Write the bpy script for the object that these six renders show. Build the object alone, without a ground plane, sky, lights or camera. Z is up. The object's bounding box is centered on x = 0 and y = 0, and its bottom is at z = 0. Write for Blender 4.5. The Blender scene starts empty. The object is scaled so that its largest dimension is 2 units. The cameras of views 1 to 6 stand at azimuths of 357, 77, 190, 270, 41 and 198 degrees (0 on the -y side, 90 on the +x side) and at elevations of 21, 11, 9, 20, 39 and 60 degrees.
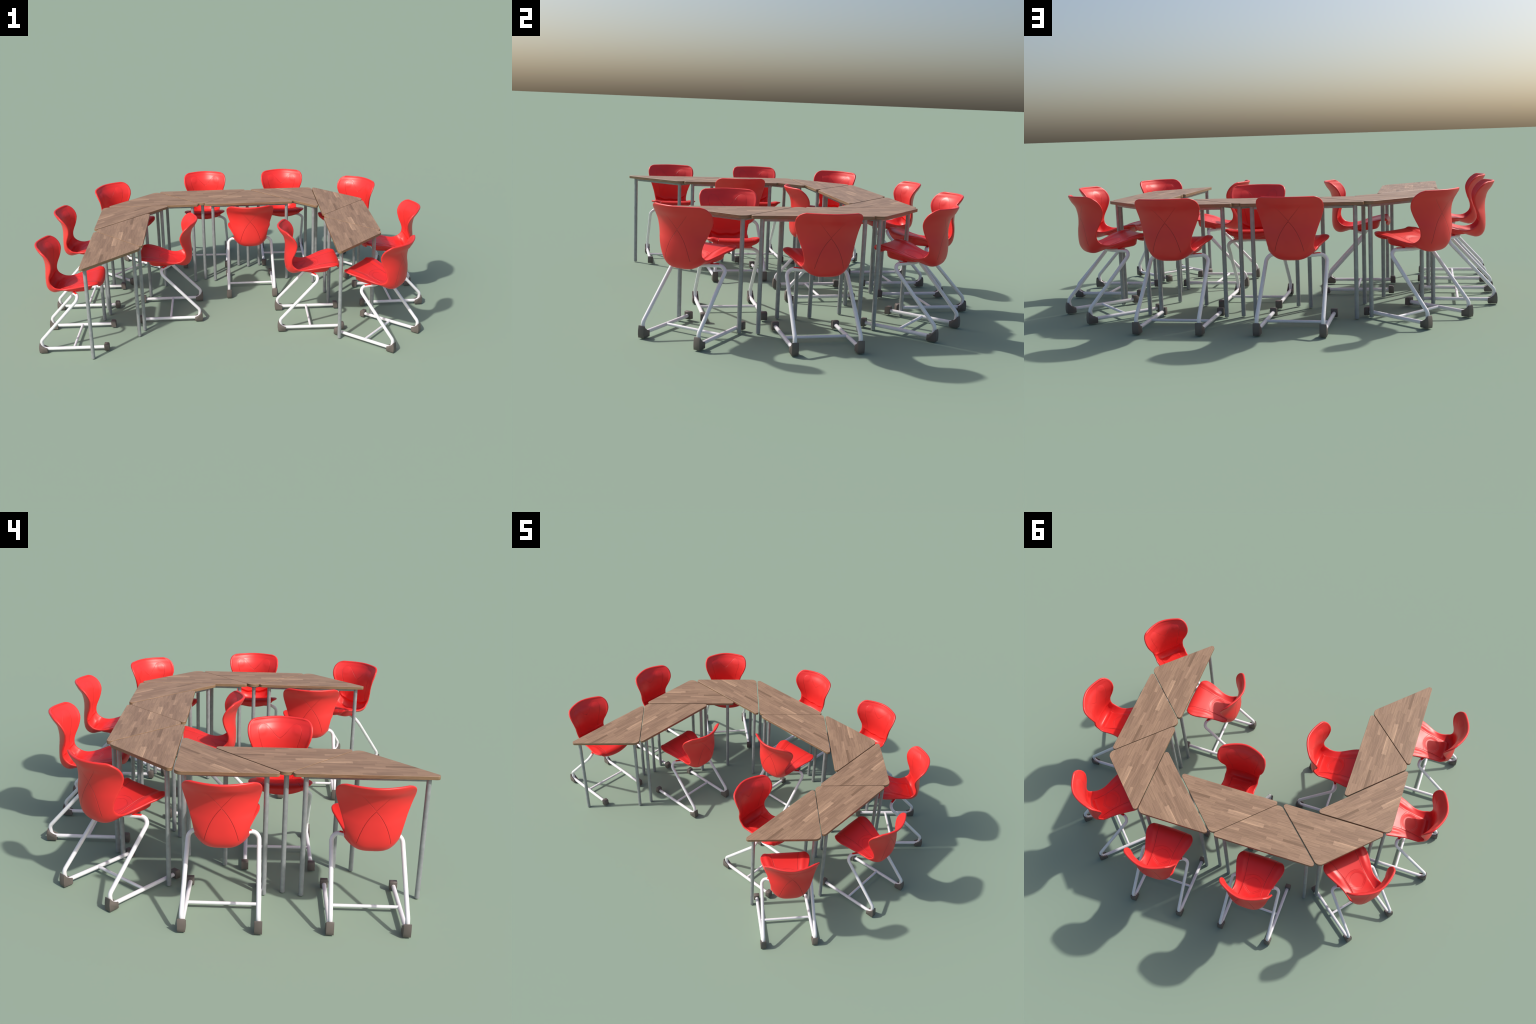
"""Classroom furniture: ten triangular tables in a horseshoe and eleven red shell chairs."""
import bpy
import math
import numpy as np
from mathutils import Vector

SCENE = bpy.context.scene.collection


# ------------------------------------------------------------------ helpers
def new_mesh(name, verts, faces, mats, smooth=True, face_mat=None):
    me = bpy.data.meshes.new(name)
    me.from_pydata([tuple(map(float, v)) for v in verts], [], faces)
    for m in mats:
        me.materials.append(m)
    me.polygons.foreach_set("use_smooth", [smooth] * len(me.polygons))
    if face_mat is not None:
        me.polygons.foreach_set("material_index", face_mat)
    me.update()
    return me


def put(name, me, parent=None):
    ob = bpy.data.objects.new(name, me)
    SCENE.objects.link(ob)
    if parent:
        ob.parent = parent
    return ob


def sharpen(me, angle):
    """Smooth shading with hard edges above the given angle."""
    me.set_sharp_from_angle(angle=math.radians(angle))


def fillet(points, radii, step=8):
    """Polyline with its inner corners rounded to the given radii."""
    P = [Vector(p) for p in points]
    out = [P[0]]
    for i in range(1, len(P) - 1):
        a, b, c = P[i - 1], P[i], P[i + 1]
        u, v = (a - b).normalized(), (c - b).normalized()
        half = u.angle(v) / 2
        t = min(radii[i - 1] / math.tan(half), 0.49 * (a - b).length, 0.49 * (c - b).length)
        r = t * math.tan(half)
        centre = b + (u + v).normalized() * (r / math.sin(half))
        p, q = b + u * t - centre, b + v * t - centre
        total = p.angle(q)
        for k in range(step + 1):
            f = k / step
            out.append(centre + (p * math.sin((1 - f) * total) + q * math.sin(f * total)) / math.sin(total))
    out.append(P[-1])
    return out


def sweep(path, radius, seg=16, cap=True):
    """Round tube along a path (parallel transport)."""
    path = [Vector(p) for p in path]
    n = len(path)
    tang = [(path[min(i + 1, n - 1)] - path[max(i - 1, 0)]).normalized() for i in range(n)]
    side = tang[0].orthogonal().normalized()
    verts, faces = [], []
    for i, (p, t) in enumerate(zip(path, tang)):
        side = (side - t * side.dot(t)).normalized()
        up = t.cross(side)
        for k in range(seg):
            a = 2 * math.pi * k / seg
            verts.append(p + (side * math.cos(a) + up * math.sin(a)) * radius)
    for i in range(n - 1):
        for k in range(seg):
            k2 = (k + 1) % seg
            faces.append((i * seg + k, i * seg + k2, (i + 1) * seg + k2, (i + 1) * seg + k))
    if cap:
        faces.append(tuple(range(seg - 1, -1, -1)))
        faces.append(tuple((n - 1) * seg + k for k in range(seg)))
    return verts, faces


def prism(outline, lo, hi, axis):
    """Extrude a 2D outline along an axis ('x' or 'z')."""
    n = len(outline)
    if axis == "x":
        verts = [(lo, a, b) for a, b in outline] + [(hi, a, b) for a, b in outline]
    else:
        verts = [(a, b, lo) for a, b in outline] + [(a, b, hi) for a, b in outline]
    faces = [tuple(range(n - 1, -1, -1)), tuple(range(n, 2 * n))]
    faces += [(i, (i + 1) % n, n + (i + 1) % n, n + i) for i in range(n)]
    return verts, faces


def bevelled(me, width, segments=2, angle=30):
    import bmesh
    bm = bmesh.new()
    bm.from_mesh(me)
    bmesh.ops.recalc_face_normals(bm, faces=bm.faces)
    edges = [e for e in bm.edges if len(e.link_faces) == 2 and e.calc_face_angle() > math.radians(angle)]
    bmesh.ops.bevel(bm, geom=edges, offset=width, segments=segments, profile=0.5, affect="EDGES", clamp_overlap=True)
    bm.to_mesh(me)
    bm.free()
    me.polygons.foreach_set("use_smooth", [True] * len(me.polygons))
    sharpen(me, 45)
    return me


def smoothstep(a, b, x):
    t = np.clip((x - a) / (b - a), 0, 1)
    return t * t * (3 - 2 * t)


# ------------------------------------------------------------------ materials
class Nodes:
    """Small wrapper to write shader networks as expressions."""

    def __init__(self, name):
        self.mat = bpy.data.materials.new(name)
        self.mat.use_nodes = True
        self.t = self.mat.node_tree
        self.bsdf = self.t.nodes["Principled BSDF"]
        self.co = self.t.nodes.new("ShaderNodeTexCoord").outputs["Object"]

    def link(self, v, socket):
        if isinstance(v, (int, float, tuple, list)):
            socket.default_value = v
        else:
            self.t.links.new(v, socket)

    def math(self, op, a, b=0.0, clamp=False):
        n = self.t.nodes.new("ShaderNodeMath")
        n.operation, n.use_clamp = op, clamp
        self.link(a, n.inputs[0])
        self.link(b, n.inputs[1])
        return n.outputs[0]

    def vec(self, op, a, b=None, scale=None):
        n = self.t.nodes.new("ShaderNodeVectorMath")
        n.operation = op
        self.link(a, n.inputs[0])
        if b is not None:
            self.link(b, n.inputs[1])
        if scale is not None:
            self.link(scale, n.inputs["Scale"])
        return n.outputs["Value"] if op in ("DOT_PRODUCT", "LENGTH", "DISTANCE") else n.outputs["Vector"]

    def split(self, v):
        n = self.t.nodes.new("ShaderNodeSeparateXYZ")
        self.link(v, n.inputs[0])
        return n.outputs

    def join(self, x, y, z):
        n = self.t.nodes.new("ShaderNodeCombineXYZ")
        for v, s in zip((x, y, z), n.inputs):
            self.link(v, s)
        return n.outputs[0]

    def noise(self, v, scale, detail=3.0, rough=0.55):
        n = self.t.nodes.new("ShaderNodeTexNoise")
        self.link(v, n.inputs["Vector"])
        n.inputs["Scale"].default_value = scale
        n.inputs["Detail"].default_value = detail
        n.inputs["Roughness"].default_value = rough
        return n.outputs["Fac"]

    def mapped(self, v, lo, hi, a=0.0, b=1.0, smooth=False):
        n = self.t.nodes.new("ShaderNodeMapRange")
        n.interpolation_type = "SMOOTHSTEP" if smooth else "LINEAR"
        self.link(v, n.inputs["Value"])
        for k, x in zip(("From Min", "From Max", "To Min", "To Max"), (lo, hi, a, b)):
            n.inputs[k].default_value = x
        return n.outputs["Result"]

    def mix(self, f, a, b):
        n = self.t.nodes.new("ShaderNodeMix")
        n.data_type = "RGBA"
        self.link(f, n.inputs[0])
        for v, s in ((a, n.inputs[6]), (b, n.inputs[7])):
            self.link((*v, 1.0) if isinstance(v, tuple) else v, s)
        return n.outputs[2]

    def mixf(self, f, a, b):
        n = self.t.nodes.new("ShaderNodeMix")
        self.link(f, n.inputs[0])
        self.link(a, n.inputs[2])
        self.link(b, n.inputs[3])
        return n.outputs[0]

    def graph(self, v, pts):
        """Piecewise linear function through the points (v, value)."""
        pts = sorted(pts)
        v0, v1 = pts[0][0], pts[-1][0]
        f0, f1 = min(p[1] for p in pts), max(p[1] for p in pts)
        n = self.t.nodes.new("ShaderNodeValToRGB")
        e = n.color_ramp.elements
        e[0].position, e[1].position = 0.0, 1.0
        for a, f in pts[1:-1]:
            e.new((a - v0) / (v1 - v0))
        for q, (a, f) in zip(e, pts):
            q.color = (*[(f - f0) / (f1 - f0)] * 3, 1.0)
        self.link(self.mapped(v, v0, v1), n.inputs[0])
        return self.math("ADD", self.math("MULTIPLY", n.outputs[0], f1 - f0), f0)

    def bump(self, height, strength, distance, normal=None):
        n = self.t.nodes.new("ShaderNodeBump")
        n.inputs["Strength"].default_value = strength
        n.inputs["Distance"].default_value = distance
        self.link(height, n.inputs["Height"])
        if normal is not None:
            self.link(normal, n.inputs["Normal"])
        return n.outputs[0]

    def finish(self, colour, rough, normal=None, **more):
        self.link((*colour, 1.0) if isinstance(colour, tuple) else colour, self.bsdf.inputs["Base Color"])
        self.link(rough, self.bsdf.inputs["Roughness"])
        if normal is not None:
            self.link(normal, self.bsdf.inputs["Normal"])
        for k, v in more.items():
            self.bsdf.inputs[k.replace("_", " ")].default_value = v
        return self.mat


RED = (0.84, 0.033, 0.030)  # red darkened slightly to deepen the shade inside the backrests


def red_plastic(name, grooves=(), plane="xz"):
    """Moulded red plastic. Each groove is (kind, points, half width, strength), mirrored left to right:
    kind "across" gives s as a function of |x|, kind "along" gives |x| as a function of s (s = z or y)."""
    n = Nodes(name)
    x, y, z = n.split(n.co)[:3]
    cloud = n.noise(n.co, 9.0, 2.0)
    col = n.mix(n.mapped(cloud, 0.3, 0.7), RED, tuple(0.93 * c for c in RED))
    normal = n.bump(n.noise(n.co, 900.0, 2.0), 0.05, 0.0006)
    if grooves:
        ax, s = n.math("ABSOLUTE", x), z if plane == "xz" else y
        depth = None
        for kind, pts, half_width, strength in grooves:
            free, bound = (ax, s) if kind == "across" else (s, ax)
            d = n.math("ABSOLUTE", n.math("SUBTRACT", bound, n.graph(free, pts)))
            cut = n.mapped(d, half_width * 0.3, half_width * 1.6, strength, 0.0, smooth=True)
            lo, hi = min(p[0] for p in pts), max(p[0] for p in pts)
            inside = n.math("MULTIPLY", n.math("GREATER_THAN", free, lo - 1e-4), n.math("LESS_THAN", free, hi))
            cut = n.math("MULTIPLY", cut, inside)
            depth = cut if depth is None else n.math("MAXIMUM", depth, cut)
        if plane == "xz":
            # creases die away towards the top of the back
            depth = n.math("MULTIPLY", depth, n.mapped(z, 0.455, 0.50, 1.0, 0.35, smooth=True))
        col = n.mix(n.math("MULTIPLY", depth, 0.72), col, (0.30, 0.007, 0.008))  # shadow inside the grooves painted dark red into the base colour
        normal = n.bump(n.math("MULTIPLY", depth, -1.0), 0.9, 0.0014, normal)
    return n.finish(col, n.mapped(cloud, 0.3, 0.7, 0.36, 0.45), normal)


def plain(name, colour, rough, metal=0.0, vary=0.1, scale=14.0):
    n = Nodes(name)
    f = n.mapped(n.noise(n.co, scale, 4.0), 0.3, 0.7)
    col = n.mix(f, tuple(c * (1 - vary) for c in colour), tuple(min(1.0, c * (1 + vary)) for c in colour))
    return n.finish(col, rough, n.bump(n.noise(n.co, 700.0, 2.0), 0.06, 0.0005), Metallic=metal)


# tabletop laminate: parallel staves; per stave (width, [(starts where, lightness), ...])
# u runs from the long edge towards the square corner, v along the long edge
STAVES = [
    (0.0205, [(-0.30, 0.58), (-0.158, 0.70), (-0.016, 0.34), (0.124, 0.56)]),
    (0.0235, [(-0.30, 0.44), (-0.118, 0.58), (-0.050, 0.66), (0.034, 0.38), (0.176, 0.66)]),
    (0.0205, [(-0.30, 0.34), (-0.050, 0.42), (0.091, 0.58)]),
    (0.0170, [(-0.30, 0.84), (-0.145, 0.26), (-0.005, 0.66), (0.135, 0.42)]),
    (0.0140, [(-0.30, 0.36), (-0.063, 0.50), (0.0745, 0.12)]),
    (0.0215, [(-0.30, 0.42), (-0.063, 0.28), (0.040, 0.52), (0.103, 0.36)]),
    (0.0212, [(-0.30, 1.00), (-0.0365, 0.40), (0.050, 0.46), (0.160, 0.50)]),
    (0.0195, [(-0.30, 0.66), (-0.008, 0.58), (0.100, 0.70)]),
    (0.0200, [(-0.30, 0.50), (-0.060, 0.44), (0.020, 0.54)]),
    (0.0200, [(-0.30, 0.40), (0.010, 0.52)]),
    (0.0200, [(-0.30, 0.36), (0.002, 0.48)]),
    (0.0200, [(-0.30, 0.50), (-0.012, 0.40)]),
    (0.0400, [(-0.30, 0.66)]),
]
ALTITUDE = 0.38287 / math.sqrt(2)


def wood_laminate():
    n = Nodes("oak_laminate")
    u, v, z = n.split(n.co)[:3]
    tone, at = 0.5, ALTITUDE + 0.002
    row_id = 0.0
    for k, (width, pieces) in enumerate(STAVES):
        val = pieces[0][1]
        for start, light in pieces[1:]:
            val = n.mixf(n.math("GREATER_THAN", v, start), val, light)
        inside = n.math("LESS_THAN", u, at)
        tone = val if k == 0 else n.mixf(inside, tone, val)
        row_id = n.math("ADD", row_id, inside)
        at -= width
    tone_in = n.math("ADD", n.math("MULTIPLY", tone, 7.0), n.math("MULTIPLY", row_id, 3.1))
    # grain: noise drawn out along v and shifted from piece to piece
    fine = n.noise(n.join(n.math("MULTIPLY", u, 260.0), n.math("ADD", n.math("MULTIPLY", v, 11.0), tone_in), tone_in), 1.0, 5.0, 0.65)
    broad = n.noise(n.join(n.math("MULTIPLY", u, 90.0), n.math("ADD", n.math("MULTIPLY", v, 6.0), tone_in), tone_in), 1.0, 3.0)
    flecks = n.noise(n.join(n.math("MULTIPLY", u, 620.0), n.math("MULTIPLY", v, 60.0), tone_in), 1.0, 2.0)
    knots = n.noise(n.join(n.math("MULTIPLY", u, 70.0), n.math("MULTIPLY", v, 26.0), 4.0), 1.0, 1.0)
    col = n.mix(tone, (0.178, 0.101, 0.055), (0.560, 0.355, 0.222))
    hue = n.noise(n.join(tone_in, row_id, 0.0), 1.7, 0.0)
    col = n.mix(n.math("MULTIPLY", n.mapped(hue, 0.35, 0.65), 0.22), col, (0.385, 0.232, 0.160))
    col = n.mix(n.mapped(fine, 0.38, 0.62, 0.58, 0.0), col, (0.180, 0.108, 0.066))
    col = n.mix(n.mapped(broad, 0.50, 0.72, 0.0, 0.26), col, (0.51, 0.322, 0.212))
    col = n.mix(n.mapped(flecks, 0.58, 0.72, 0.0, 0.32), col, (0.16, 0.105, 0.075))
    col = n.mix(n.mapped(knots, 0.74, 0.80, 0.0, 0.45), col, (0.15, 0.11, 0.09))
    return n.finish(col, 0.5, n.bump(fine, 0.08, 0.0006))


def wood_edge():
    n = Nodes("oak_edge_band")
    u, v, z = n.split(n.co)[:3]
    along = n.math("ADD", u, v)
    f = n.noise(n.join(n.math("MULTIPLY", along, 14.0), n.math("MULTIPLY", z, 420.0), 0.0), 1.0, 4.0, 0.6)
    col = n.mix(n.mapped(f, 0.3, 0.7), (0.155, 0.09, 0.045), (0.36, 0.225, 0.125))
    return n.finish(col, 0.55)


MAT_WOOD, MAT_EDGE = wood_laminate(), wood_edge()
MAT_STEEL = plain("grey_powder_coat", (0.33, 0.345, 0.355), 0.42, metal=0.2, vary=0.12, scale=40.0)
MAT_WHITE = plain("white_enamel", (0.83, 0.815, 0.84), 0.32, vary=0.03)  # faint lavender of the tubes' shaded sides tinted into the white
MAT_RUBBER = plain("taupe_rubber", (0.135, 0.114, 0.102), 0.55, vary=0.12)

# X-shaped crease on the rear of the backrest
back_lower = [(0.4335 - 0.1150 * f, 0.0716 * (1 - math.exp(-0.1150 * f / 0.075))) for f in (k / 10 for k in range(11))]
back_upper = [(0.0, 0.4355), (0.010, 0.4475), (0.022, 0.4615), (0.037, 0.479), (0.050, 0.493)]
# heart-like panel line on the front of the backrest
lobe_top = [(0.0, 0.4457), (0.010, 0.4535), (0.020, 0.463), (0.032, 0.478), (0.044, 0.492), (0.055, 0.5015), (0.066, 0.5055), (0.077, 0.5035), (0.082, 0.4995)]
lobe_side = [(0.350, 0.060), (0.380, 0.063), (0.415, 0.070), (0.455, 0.081), (0.484, 0.0865), (0.493, 0.0858), (0.4995, 0.082)]
# panel lines of the seat
seat_sides = [(0.322, 0.078), (0.308, 0.0715), (0.285, 0.066), (0.247, 0.0607), (0.220, 0.0555), (0.205, 0.0535), (0.185, 0.0520),
              (0.168, 0.0512), (0.140, 0.0505), (0.110, 0.0535), (0.092, 0.0575)]
outer_ring = [(0.0, 0.2170), (0.010, 0.2165), (0.020, 0.2145), (0.036, 0.2075), (0.046, 0.2020), (0.0525, 0.1985)]
inner_ring = [(0.0, 0.2035), (0.008, 0.2025), (0.0165, 0.1990), (0.030, 0.1890), (0.042, 0.1770), (0.051, 0.1690)]
upper_vee = [(0.0, 0.1330), (0.006, 0.1350), (0.018, 0.1425), (0.034, 0.1540), (0.0505, 0.1655)]
lower_vee = [(0.0, 0.1245), (0.009, 0.1285), (0.029, 0.1425), (0.050, 0.1570)]
pad_rear = [(0.0, 0.0860), (0.030, 0.0868), (0.047, 0.0890), (0.0575, 0.0930)]
MAT_RED = red_plastic("red_plastic")
MAT_RED_REAR = red_plastic("red_plastic_rear", [("along", back_lower, 0.0011, 0.85), ("across", back_upper, 0.0012, 0.62)], "xz")
MAT_RED_FRONT = red_plastic("red_plastic_front", [("across", lobe_top, 0.0010, 0.6), ("along", lobe_side, 0.0008, 0.6)], "xz")
MAT_RED_SEAT = red_plastic("red_plastic_seat", [("along", seat_sides, 0.0009, 0.85)] + [("across", m, 0.0008, 0.42) for m in (
    outer_ring, inner_ring, upper_vee, lower_vee, pad_rear)], "xy")

# ------------------------------------------------------------------ chair
# Stations of the moulded shell from the front lip of the seat round to the top of the back:
# centre line (y, z), half width, side edge (y, z), power of the cross curve.
STATIONS = np.array([
    (0.3120, 0.3105, 0.0820, 0.3050, 0.3285, 2.2),
    (0.3185, 0.3190, 0.0920, 0.3100, 0.3345, 2.2),
    (0.3195, 0.3300, 0.1000, 0.3110, 0.3400, 2.2),
    (0.3130, 0.3390, 0.1075, 0.3070, 0.3440, 2.2),
    (0.3000, 0.3435, 0.1155, 0.2985, 0.3470, 2.2),
    (0.2800, 0.3425, 0.1220, 0.2810, 0.3465, 2.2),
    (0.2550, 0.3375, 0.1205, 0.2560, 0.3415, 2.2),
    (0.2250, 0.3290, 0.1115, 0.2260, 0.3350, 2.2),
    (0.1950, 0.3185, 0.1010, 0.1960, 0.3255, 2.3),
    (0.1650, 0.3075, 0.0920, 0.1670, 0.3180, 2.4),
    (0.1350, 0.2975, 0.0885, 0.1400, 0.3150, 2.6),
    (0.1080, 0.2890, 0.0890, 0.1180, 0.3175, 2.9),
    (0.0850, 0.2845, 0.0905, 0.1010, 0.3240, 3.2),
    (0.0665, 0.2900, 0.0885, 0.0880, 0.3345, 3.3),
    (0.0545, 0.3050, 0.0897, 0.0800, 0.3465, 3.2),
    (0.0495, 0.3250, 0.0925, 0.0770, 0.3600, 2.9),
    (0.0485, 0.3500, 0.0965, 0.0775, 0.3760, 2.6),
    (0.0495, 0.3780, 0.1025, 0.0830, 0.3950, 2.4),
    (0.0512, 0.4050, 0.1087, 0.0910, 0.4140, 2.2),
    (0.0510, 0.4320, 0.1165, 0.0975, 0.4370, 2.1),
    (0.0470, 0.4570, 0.1237, 0.0995, 0.4600, 2.0),
    (0.0390, 0.4810, 0.1285, 0.0925, 0.4820, 1.9),
    (0.0232, 0.5025, 0.1285, 0.0790, 0.5020, 1.9),
    (0.0160, 0.5150, 0.1237, 0.0650, 0.5145, 1.8),
    (0.0122, 0.5230, 0.1145, 0.0550, 0.5230, 1.8),
    (0.0098, 0.5288, 0.0990, 0.0440, 0.5285, 1.8),
])
CREASE = 14.7          # station where seat turns into backrest
THICK = 0.0085


def spline(values, x):
    """Catmull-Rom through evenly spaced stations."""
    v = np.vstack([2 * values[0] - values[1], values, 2 * values[-1] - values[-2]])
    i = np.clip(x.astype(int), 0, len(values) - 2)
    f = (x - i)[:, None]
    a, b, c, d = v[i], v[i + 1], v[i + 2], v[i + 3]
    return b + 0.5 * f * (c - a + f * (2 * a - 5 * b + 4 * c - d + f * (3 * (b - c) + d - a)))


def spaced(n, edge, ends):
    """n+1 parameters on 0..1 crowding towards the ends so the rims come out round."""
    rim = edge * (1 - np.cos(np.linspace(0, np.pi / 2, 6)))
    inner = np.linspace(edge, 1 - edge, n - 8)
    return np.concatenate([rim[:-1], inner, 1 - rim[::-1][1:]])


def build_shell():
    count = len(STATIONS) - 1
    # arc-length like row parameter
    fine = np.linspace(0, count, 2001)
    pts = spline(STATIONS, fine)[:, :2]
    arc = np.concatenate([[0], np.cumsum(np.linalg.norm(np.diff(pts, axis=0), axis=1))])
    length = arc[-1]
    rows = np.interp(spaced(190, 0.006 / length, 2) * length, arc, fine)
    rows[np.argmin(abs(rows - CREASE))] = CREASE
    S = spline(STATIONS, rows)
    cols = spaced(72, 0.022, 2) * 2 - 1
    R, C = len(rows), len(cols)
    along = np.interp(rows, fine, arc)
    yc, zc, w, ye, ze, pw = (S[:, k][:, None] for k in range(6))
    t = cols[None, :]
    g = np.abs(t) ** pw
    mid = np.stack([w * t, yc + (ye - yc) * g, zc + (ze - zc) * g], -1)
    du = np.gradient(mid, along, axis=0)
    dv = np.gradient(mid, cols, axis=1)
    nrm = np.cross(dv, du)
    nrm /= np.linalg.norm(nrm, axis=-1, keepdims=True) + 1e-12
    # sitter side: up on the seat, forward on the back
    if nrm[R // 3, C // 2, 2] < 0:
        nrm = -nrm
    st = rows[:, None] + 0 * t
    d_side = (1 - np.abs(t)) * w
    d_end = np.minimum(along, length - along)[:, None] + 0 * t
    d = np.minimum(d_side, d_end)
    r = np.clip(d / (THICK / 2), 0, 1)
    half = THICK / 2 * np.sqrt(np.clip(1 - (1 - r) ** 2, 0, 1))
    x, y, z = mid[..., 0], mid[..., 1], mid[..., 2]
    inner = np.zeros_like(half)
    # rim bead, then a shallow recess inside it on the backrest
    on_back = smoothstep(15.0, 15.8, st)
    inner -= 0.0024 * smoothstep(0.0045, 0.0085, d) * on_back
    # backrest panel stands proud of the channel behind the seat, with a wavy lower edge
    wave = 15.05 + 0.10 * np.cos(x / 0.09 * 9.0) - 0.25 * (np.abs(x) / 0.09) ** 2
    relief = np.interp(st, [15.0, 15.6, 17.0, 19.0, 21.0, 22.4, 24.0], [0.0046, 0.0046, 0.0030, 0.0003, 0.0012, 0.0034, 0.0030])
    inner += relief * smoothstep(wave - 0.06, wave + 0.10, st) * smoothstep(0.0, 0.012, d_side)
    inner -= 0.0034 * smoothstep(12.2, 12.9, st) * smoothstep(wave + 0.02, wave - 0.3, st) * smoothstep(0.006, 0.022, d_side)
    # seat pad: raised, steep at its rear edge, soft at the sides
    pad_half = np.interp(y, [0.09, 0.155, 0.21, 0.32], [0.056, 0.0515, 0.055, 0.08])
    pad = smoothstep(12.45, 11.95, st) * smoothstep(0.004, -0.002, np.abs(x) - pad_half)
    inner += 0.0028 * pad * smoothstep(6.0, 9.5, st)
    inner += 0.0022 * np.exp(-((st - 11.75) / 0.32) ** 2) * smoothstep(0.070, 0.045, np.abs(x))
    # soft bolsters outside the pad towards the front corners
    bolster = np.exp(-((np.abs(x) - pad_half - 0.021) / 0.0125) ** 2)
    inner += 0.0036 * bolster * smoothstep(2.2, 3.6, st) * smoothstep(9.5, 7.0, st)
    # dish in the middle of the pad
    inner -= 0.0022 * smoothstep(0.05, 0.03, np.hypot(x, (y - 0.172)))
    # faint swelling of the two lobes on the front of the back
    inner += 0.0013 * smoothstep(0.024, 0.008, np.hypot(np.abs(x) - 0.070, (z - 0.482) * 0.9))
    fade = np.clip(d / 0.006, 0, 1)
    top = mid + nrm * (half + inner * fade)[..., None]
    low = mid - nrm * half[..., None]
    # merge along the boundary
    idx_top = np.arange(R * C).reshape(R, C)
    idx_low = np.full((R, C), -1)
    verts = list(top.reshape(-1, 3))
    for i in range(R):
        for j in range(C):
            if i in (0, R - 1) or j in (0, C - 1):
                idx_low[i, j] = idx_top[i, j]
            else:
                idx_low[i, j] = len(verts)
                verts.append(low[i, j])
    faces, mats, part = [], [], []
    for i in range(R - 1):
        back = 0.5 * (rows[i] + rows[i + 1]) > CREASE
        for j in range(C - 1):
            a, b, c, e = idx_top[i, j], idx_top[i, j + 1], idx_top[i + 1, j + 1], idx_top[i + 1, j]
            faces.append((a, b, c, e))
            mats.append(2 if back else 3)
            a, b, c, e = idx_low[i, j], idx_low[i + 1, j], idx_low[i + 1, j + 1], idx_low[i, j + 1]
            faces.append((a, b, c, e))
            mats.append(1 if rows[i] > 12.6 else 0)
            part += [back, back]
    verts = np.array(verts)
    # orientation: top faces must look towards the sitter
    f = faces[2 * ((R // 3) * (C - 1) + C // 2)]
    fn = np.cross(verts[f[1]] - verts[f[0]], verts[f[2]] - verts[f[0]])
    if fn[2] < 0:
        faces = [q[::-1] for q in faces]
    return verts, faces, np.array(mats), np.array(part)


def split_shell():
    verts, faces, mats, part = build_shell()
    slots = [MAT_RED, MAT_RED_REAR, MAT_RED_FRONT, MAT_RED_SEAT]
    whole = new_mesh("shell", verts, faces, slots, True, mats)
    normals = np.array([tuple(v.normal) for v in whole.vertices])
    out = []
    for name, flag in (("seat", False), ("backrest", True)):
        chosen = [k for k in range(len(faces)) if part[k] == flag]
        used = sorted({v for k in chosen for v in faces[k]})
        remap = {v: i for i, v in enumerate(used)}
        me = new_mesh(name, verts[used], [tuple(remap[v] for v in faces[k]) for k in chosen], slots, True, mats[chosen])
        me.normals_split_custom_set_from_vertices([tuple(n) for n in normals[used]])
        out.append(me)
    bpy.data.meshes.remove(whole)
    return out


def build_frame():
    r = 0.0080
    x0, x1 = 0.1222, 0.1283
    half = [(0.0, 0.1600, 0.2860), (0.040, 0.1640, 0.2860), (x0, 0.2185, 0.2860), (x1, 0.0125, 0.0620), (x1, 0.0170, 0.0190), (x1, 0.3270, 0.0195)]
    right = fillet(half, [0.05, 0.026, 0.026, 0.020], 9)
    left = [Vector((-p.x, p.y, p.z)) for p in right]
    v, f = sweep(left[::-1] + right[1:], r, 18)
    me = new_mesh("frame", v, f, [MAT_WHITE])
    sharpen(me, 50)
    return me


def build_crossbar():
    v, f = sweep([(-0.1265, 0.168, 0.020), (0.0, 0.168, 0.020), (0.1265, 0.168, 0.020)], 0.0062, 16)
    me = new_mesh("crossbar", v, f, [MAT_WHITE])
    sharpen(me, 50)
    return me


def build_foot():
    """Rear boot: an open shoe of two cheeks, heel and sole in which the lower bend of the tube rests."""
    cheek = [(0.0026, 0.0024), (0.0014, 0.0150), (0.0016, 0.0300), (0.0034, 0.0440), (0.0052, 0.0500), (0.0068, 0.0498), (0.0105, 0.0440),
             (0.0165, 0.0375), (0.0250, 0.0318), (0.0330, 0.0280), (0.0395, 0.0262), (0.0400, 0.0042), (0.0372, 0.0022)]
    heel = [(0.0012, 0.0020), (-0.0006, 0.0150), (-0.0004, 0.0300), (0.0016, 0.0440), (0.0036, 0.0512), (0.0060, 0.0504), (0.0054, 0.0440), (0.0042, 0.0300), (0.0046, 0.0020)]
    sole = [(0.0030, 0.0026), (0.0030, 0.0105), (0.0390, 0.0105), (0.0392, 0.0046), (0.0368, 0.0026)]
    verts, faces = [], []
    for outline, lo, hi in ((cheek, 0.1148, 0.1188), (cheek, 0.1379, 0.1419), (heel, 0.1150, 0.1417), (sole, 0.1186, 0.1381)):
        v, f = prism(outline, lo, hi, "x")
        faces += [tuple(q + len(verts) for q in face) for face in f]
        verts += v
    return bevelled(new_mesh("foot", verts, faces, [MAT_RUBBER], False), 0.0005, 1, 35)


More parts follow.
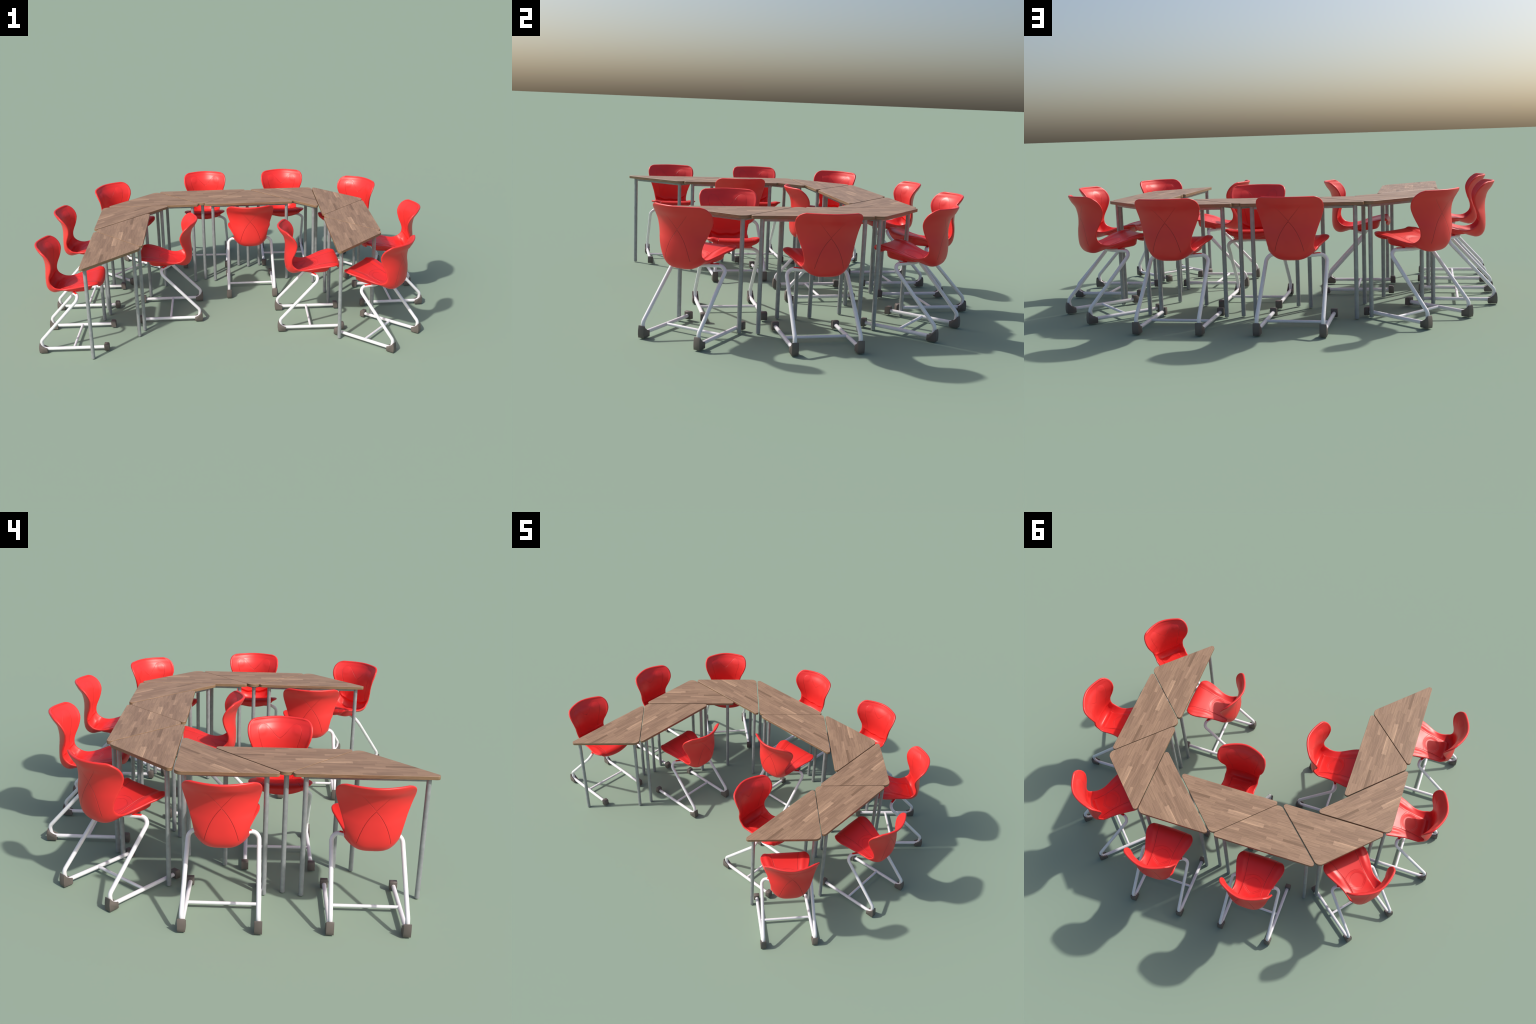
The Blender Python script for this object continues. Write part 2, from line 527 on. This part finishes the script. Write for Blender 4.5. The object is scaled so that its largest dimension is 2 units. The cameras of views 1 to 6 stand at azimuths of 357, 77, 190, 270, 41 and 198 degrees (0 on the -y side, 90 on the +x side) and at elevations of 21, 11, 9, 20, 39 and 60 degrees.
def build_toe():
    outline = [(0.3175, 0.0045), (0.3165, 0.0365), (0.3190, 0.0385), (0.3360, 0.0375), (0.3405, 0.0330), (0.3415, 0.0060), (0.3395, 0.0035)]
    v, f = prism(outline, 0.1148, 0.1419, "x")
    return bevelled(new_mesh("toe", v, f, [MAT_RUBBER], False), 0.0006, 1, 30)


def seat_height(px, py):
    """Height of the middle of the shell over a point of the seat."""
    rows = STATIONS[4:13][::-1]
    zc = np.interp(py, rows[:, 0], rows[:, 1])
    w, ze, pw = (np.interp(py, rows[:, 0], rows[:, k]) for k in (2, 4, 5))
    return zc + (ze - zc) * min(abs(px) / w, 1.0) ** pw


def build_pan():
    """Carrier moulded under the seat: its rim follows the shell, its sole lies on the tube."""
    rings = [(1.00, -0.0005, 1.0), (0.985, 0.0, 0.55), (0.95, 0.0, 0.18), (0.88, 0.0, 0.04), (0.70, 0.0, 0.0)]
    n, verts, faces = 48, [], []
    for scale, lift, f in rings:
        for k in range(n):
            a = 2 * math.pi * k / n
            ca, sa = math.cos(a), math.sin(a)
            e = 0.42
            px = math.copysign(abs(ca) ** e, ca)
            py = math.copysign(abs(sa) ** e, sa)
            qx = px * (0.082 + 0.012 * py) * scale
            qy = 0.196 + py * 0.078 * scale
            sole = 0.2930 + (0.105 * (qy - 0.20) if qy > 0.20 else 0.05 * (0.20 - qy))
            roof = seat_height(qx, qy) - 0.001
            verts.append((qx, qy, min(sole, roof) * (1 - f) + roof * f + lift))
    for i in range(len(rings) - 1):
        for k in range(n):
            k2 = (k + 1) % n
            faces.append((i * n + k, (i + 1) * n + k, (i + 1) * n + k2, i * n + k2))
    faces.append(tuple((len(rings) - 1) * n + k for k in range(n - 1, -1, -1)))
    me = new_mesh("seat_carrier", verts, faces, [MAT_RED])
    import bmesh
    bm = bmesh.new()
    bm.from_mesh(me)
    bmesh.ops.recalc_face_normals(bm, faces=bm.faces)
    if max(bm.faces, key=lambda q: len(q.verts)).normal.z > 0:
        bmesh.ops.reverse_faces(bm, faces=bm.faces)
    bm.to_mesh(me)
    bm.free()
    sharpen(me, 60)
    return me


def build_clip():
    """Thin red saddle lying on top of the tube where it comes out from under the seat."""
    path = fillet([(0.040, 0.1640, 0.2860), (0.1222, 0.2185, 0.2860), (0.1283, 0.0125, 0.0620)], [0.026], 12)
    keep = [path[0].lerp(path[1], 0.5), path[0].lerp(path[1], 0.75)] + path[1:3]
    seg, verts, faces = 12, [], []
    for i, p in enumerate(keep):
        t = (keep[min(i + 1, len(keep) - 1)] - keep[max(i - 1, 0)]).normalized()
        up = (Vector((0, 0, 1)) - t * t.z).normalized()
        side = t.cross(up)
        for rad in (0.0087, 0.0070):
            for k in range(seg + 1):
                a = math.radians(-46 + 92 * k / seg)
                verts.append(p + (up * math.cos(a) + side * math.sin(a)) * rad)
    m = seg + 1
    for i in range(len(keep) - 1):
        o, q = i * 2 * m, (i + 1) * 2 * m
        for k in range(seg):
            faces.append((o + k, o + k + 1, q + k + 1, q + k))
            faces.append((o + m + k + 1, o + m + k, q + m + k, q + m + k + 1))
        faces.append((o, q, q + m, o + m))
        faces.append((o + seg, o + m + seg, q + m + seg, q + seg))
    e = (len(keep) - 1) * 2 * m
    faces.append(tuple(range(seg, -1, -1)) + tuple(m + k for k in range(m)))
    faces.append(tuple(e + k for k in range(m)) + tuple(e + m + seg - k for k in range(m)))
    import bmesh
    me = new_mesh("clip", verts, faces, [MAT_RED])
    bm = bmesh.new()
    bm.from_mesh(me)
    bmesh.ops.recalc_face_normals(bm, faces=bm.faces)
    bm.to_mesh(me)
    bm.free()
    sharpen(me, 40)
    return me


def mirrored(me, name):
    m = me.copy()
    m.name = name
    for v in m.vertices:
        v.co.x = -v.co.x
    m.flip_normals()
    return m


SEAT_ME, BACK_ME = split_shell()
FRAME_ME, BAR_ME, FOOT_ME, TOE_ME, PAN_ME, CLIP_ME = build_frame(), build_crossbar(), build_foot(), build_toe(), build_pan(), build_clip()
FOOT_L, TOE_L, CLIP_L = (mirrored(m, m.name + "_mirrored") for m in (FOOT_ME, TOE_ME, CLIP_ME))


def chair(x, y, heading):
    base = put("classroom_chair", None)
    base.location = (x, y, 0)
    base.rotation_euler = (0, 0, math.radians(heading - 90))
    base.empty_display_size = 0.05
    base["label"] = "red moulded plastic school chair on white tubular cantilever frame"
    base["category"] = "chair"
    put("seat", SEAT_ME, base)
    put("backrest", BACK_ME, base)
    put("seat_carrier", PAN_ME, base)
    frame = put("frame", FRAME_ME, base)
    put("crossbar", BAR_ME, frame)
    for right, left, name in ((FOOT_ME, FOOT_L, "rubber_foot"), (TOE_ME, TOE_L, "rubber_toe")):
        put(name, right, frame)
        put(name, left, frame)
    put("tube_clip", CLIP_ME, frame)
    put("tube_clip", CLIP_L, frame)


# ------------------------------------------------------------------ table
TOP, SLAB = 0.4830, 0.0135
LEG_SPOTS = [(0.0452, -0.0020), (0.2495, 0.2170), (0.2475, -0.2070)]


def rounded_polygon(points, radii, step=10):
    out = []
    n = len(points)
    for i in range(n):
        a, b, c = (Vector((*points[k % n], 0)) for k in (i - 1, i, i + 1))
        u, v = (a - b).normalized(), (c - b).normalized()
        half = u.angle(v) / 2
        t = radii[i] / math.tan(half)
        centre = b + (u + v).normalized() * (radii[i] / math.sin(half))
        p, q = b + u * t - centre, b + v * t - centre
        ang = p.angle(q)
        for k in range(step + 1):
            f = k / step
            w = centre + (p * math.sin((1 - f) * ang) + q * math.sin(f * ang)) / math.sin(ang)
            out.append((w.x, w.y))
    return out


def build_top():
    s = ALTITUDE
    outline = rounded_polygon([(0, 0), (s, -s), (s, s)], [0.031, 0.0125, 0.0125])
    n = len(outline)
    cx = sum(p[0] for p in outline) / n
    ease = 0.0009
    levels = [(TOP - SLAB, ease), (TOP - SLAB + ease, 0), (TOP - ease, 0), (TOP, ease)]
    verts, faces, mats = [], [], []
    for z, inset in levels:
        for i, (x, y) in enumerate(outline):
            a, b = outline[i - 1], outline[(i + 1) % n]
            d = Vector((b[0] - a[0], b[1] - a[1])).normalized()
            nx, ny = d.y, -d.x
            if nx * (x - cx) + ny * y < 0:
                nx, ny = -nx, -ny
            verts.append((x - nx * inset, y - ny * inset, z))
    for l in range(3):
        for i in range(n):
            j = (i + 1) % n
            faces.append((l * n + i, l * n + j, (l + 1) * n + j, (l + 1) * n + i))
            mats.append(0 if l == 2 else 1)
    faces.append(tuple(range(n - 1, -1, -1)))
    mats.append(1)
    faces.append(tuple(range(3 * n, 4 * n)))
    mats.append(0)
    me = new_mesh("tabletop", verts, faces, [MAT_WOOD, MAT_EDGE], True, mats)
    import bmesh
    bm = bmesh.new()
    bm.from_mesh(me)
    bmesh.ops.recalc_face_normals(bm, faces=bm.faces)
    bm.to_mesh(me)
    bm.free()
    sharpen(me, 35)
    return me


def build_leg():
    r, h = 0.0090, TOP - SLAB
    prof = [(0.0075, 0.0), (r, 0.0015), (r, h)]
    seg, verts, faces = 24, [], []
    for rad, z in prof:
        verts += [(rad * math.cos(2 * math.pi * k / seg), rad * math.sin(2 * math.pi * k / seg), z) for k in range(seg)]
    for i in range(2):
        for k in range(seg):
            k2 = (k + 1) % seg
            faces.append((i * seg + k, i * seg + k2, (i + 1) * seg + k2, (i + 1) * seg + k))
    faces += [tuple(range(seg - 1, -1, -1)), tuple(2 * seg + k for k in range(seg))]
    me = new_mesh("leg", verts, faces, [MAT_STEEL])
    sharpen(me, 40)
    return me


def build_rail(a, b):
    a, b = Vector((*a, 0)), Vector((*b, 0))
    d = (b - a).normalized()
    s = Vector((-d.y, d.x, 0)) * 0.0042
    hi, lo = TOP - SLAB, TOP - SLAB - 0.0125
    p, q = a + d * 0.004, b - d * 0.004
    verts = [(*(w + k).xy, z) for z in (lo, hi) for w, k in ((p, -s), (q, -s), (q, s), (p, s))]
    faces = [(3, 2, 1, 0), (4, 5, 6, 7), (0, 1, 5, 4), (1, 2, 6, 5), (2, 3, 7, 6), (3, 0, 4, 7)]
    return bevelled(new_mesh("rail", verts, faces, [MAT_STEEL], False), 0.001, 1)


TOP_ME, LEG_ME = build_top(), build_leg()
RAIL_MES = [build_rail(LEG_SPOTS[i], LEG_SPOTS[(i + 1) % 3]) for i in range(3)]


def table(x, y, turn):
    base = put("classroom_table", None)
    base.location = (x, y, 0)
    base.rotation_euler = (0, 0, math.radians(turn))
    base.empty_display_size = 0.05
    base["label"] = "triangular school table with wood-look top and three grey tube legs"
    base["category"] = "table"
    put("tabletop", TOP_ME, base)
    for me in RAIL_MES:
        put("rail", me, base)
    for lx, ly in LEG_SPOTS:
        put("leg", LEG_ME, base).location = (lx, ly, 0)


# square corner (x, y) of each triangle and the direction its long side lies in
for spot in [(0.7365, -0.3615, 180), (0.4576, -0.0769, 0), (0.7383, 0.2080, 180), (0.4628, 0.4722, 225), (0.0750, 0.4676, 270),
             (-0.1927, 0.2028, 90), (-0.4657, 0.4672, 270), (-0.7522, 0.1900, 315), (-0.7488, -0.1979, 0), (-0.4777, -0.4743, 180)]:
    table(*spot)

# chairs: middle of the line through the rear feet, and the way the sitter faces
for spot in [(0.8149, -0.6556, 139.0), (0.9986, -0.0774, 180.1), (0.7906, 0.5034, 224.4), (0.3040, 0.7585, 269.0), (-0.1784, 0.7580, 268.6),
             (-0.7862, 0.5103, 319.9), (-0.9971, 0.0173, 359.0), (-0.9969, -0.4783, 359.1),
             (0.1873, -0.3438, 359.1), (0.0734, -0.0488, 89.9), (-0.2025, -0.1873, 180.1)]:
    chair(*spot)
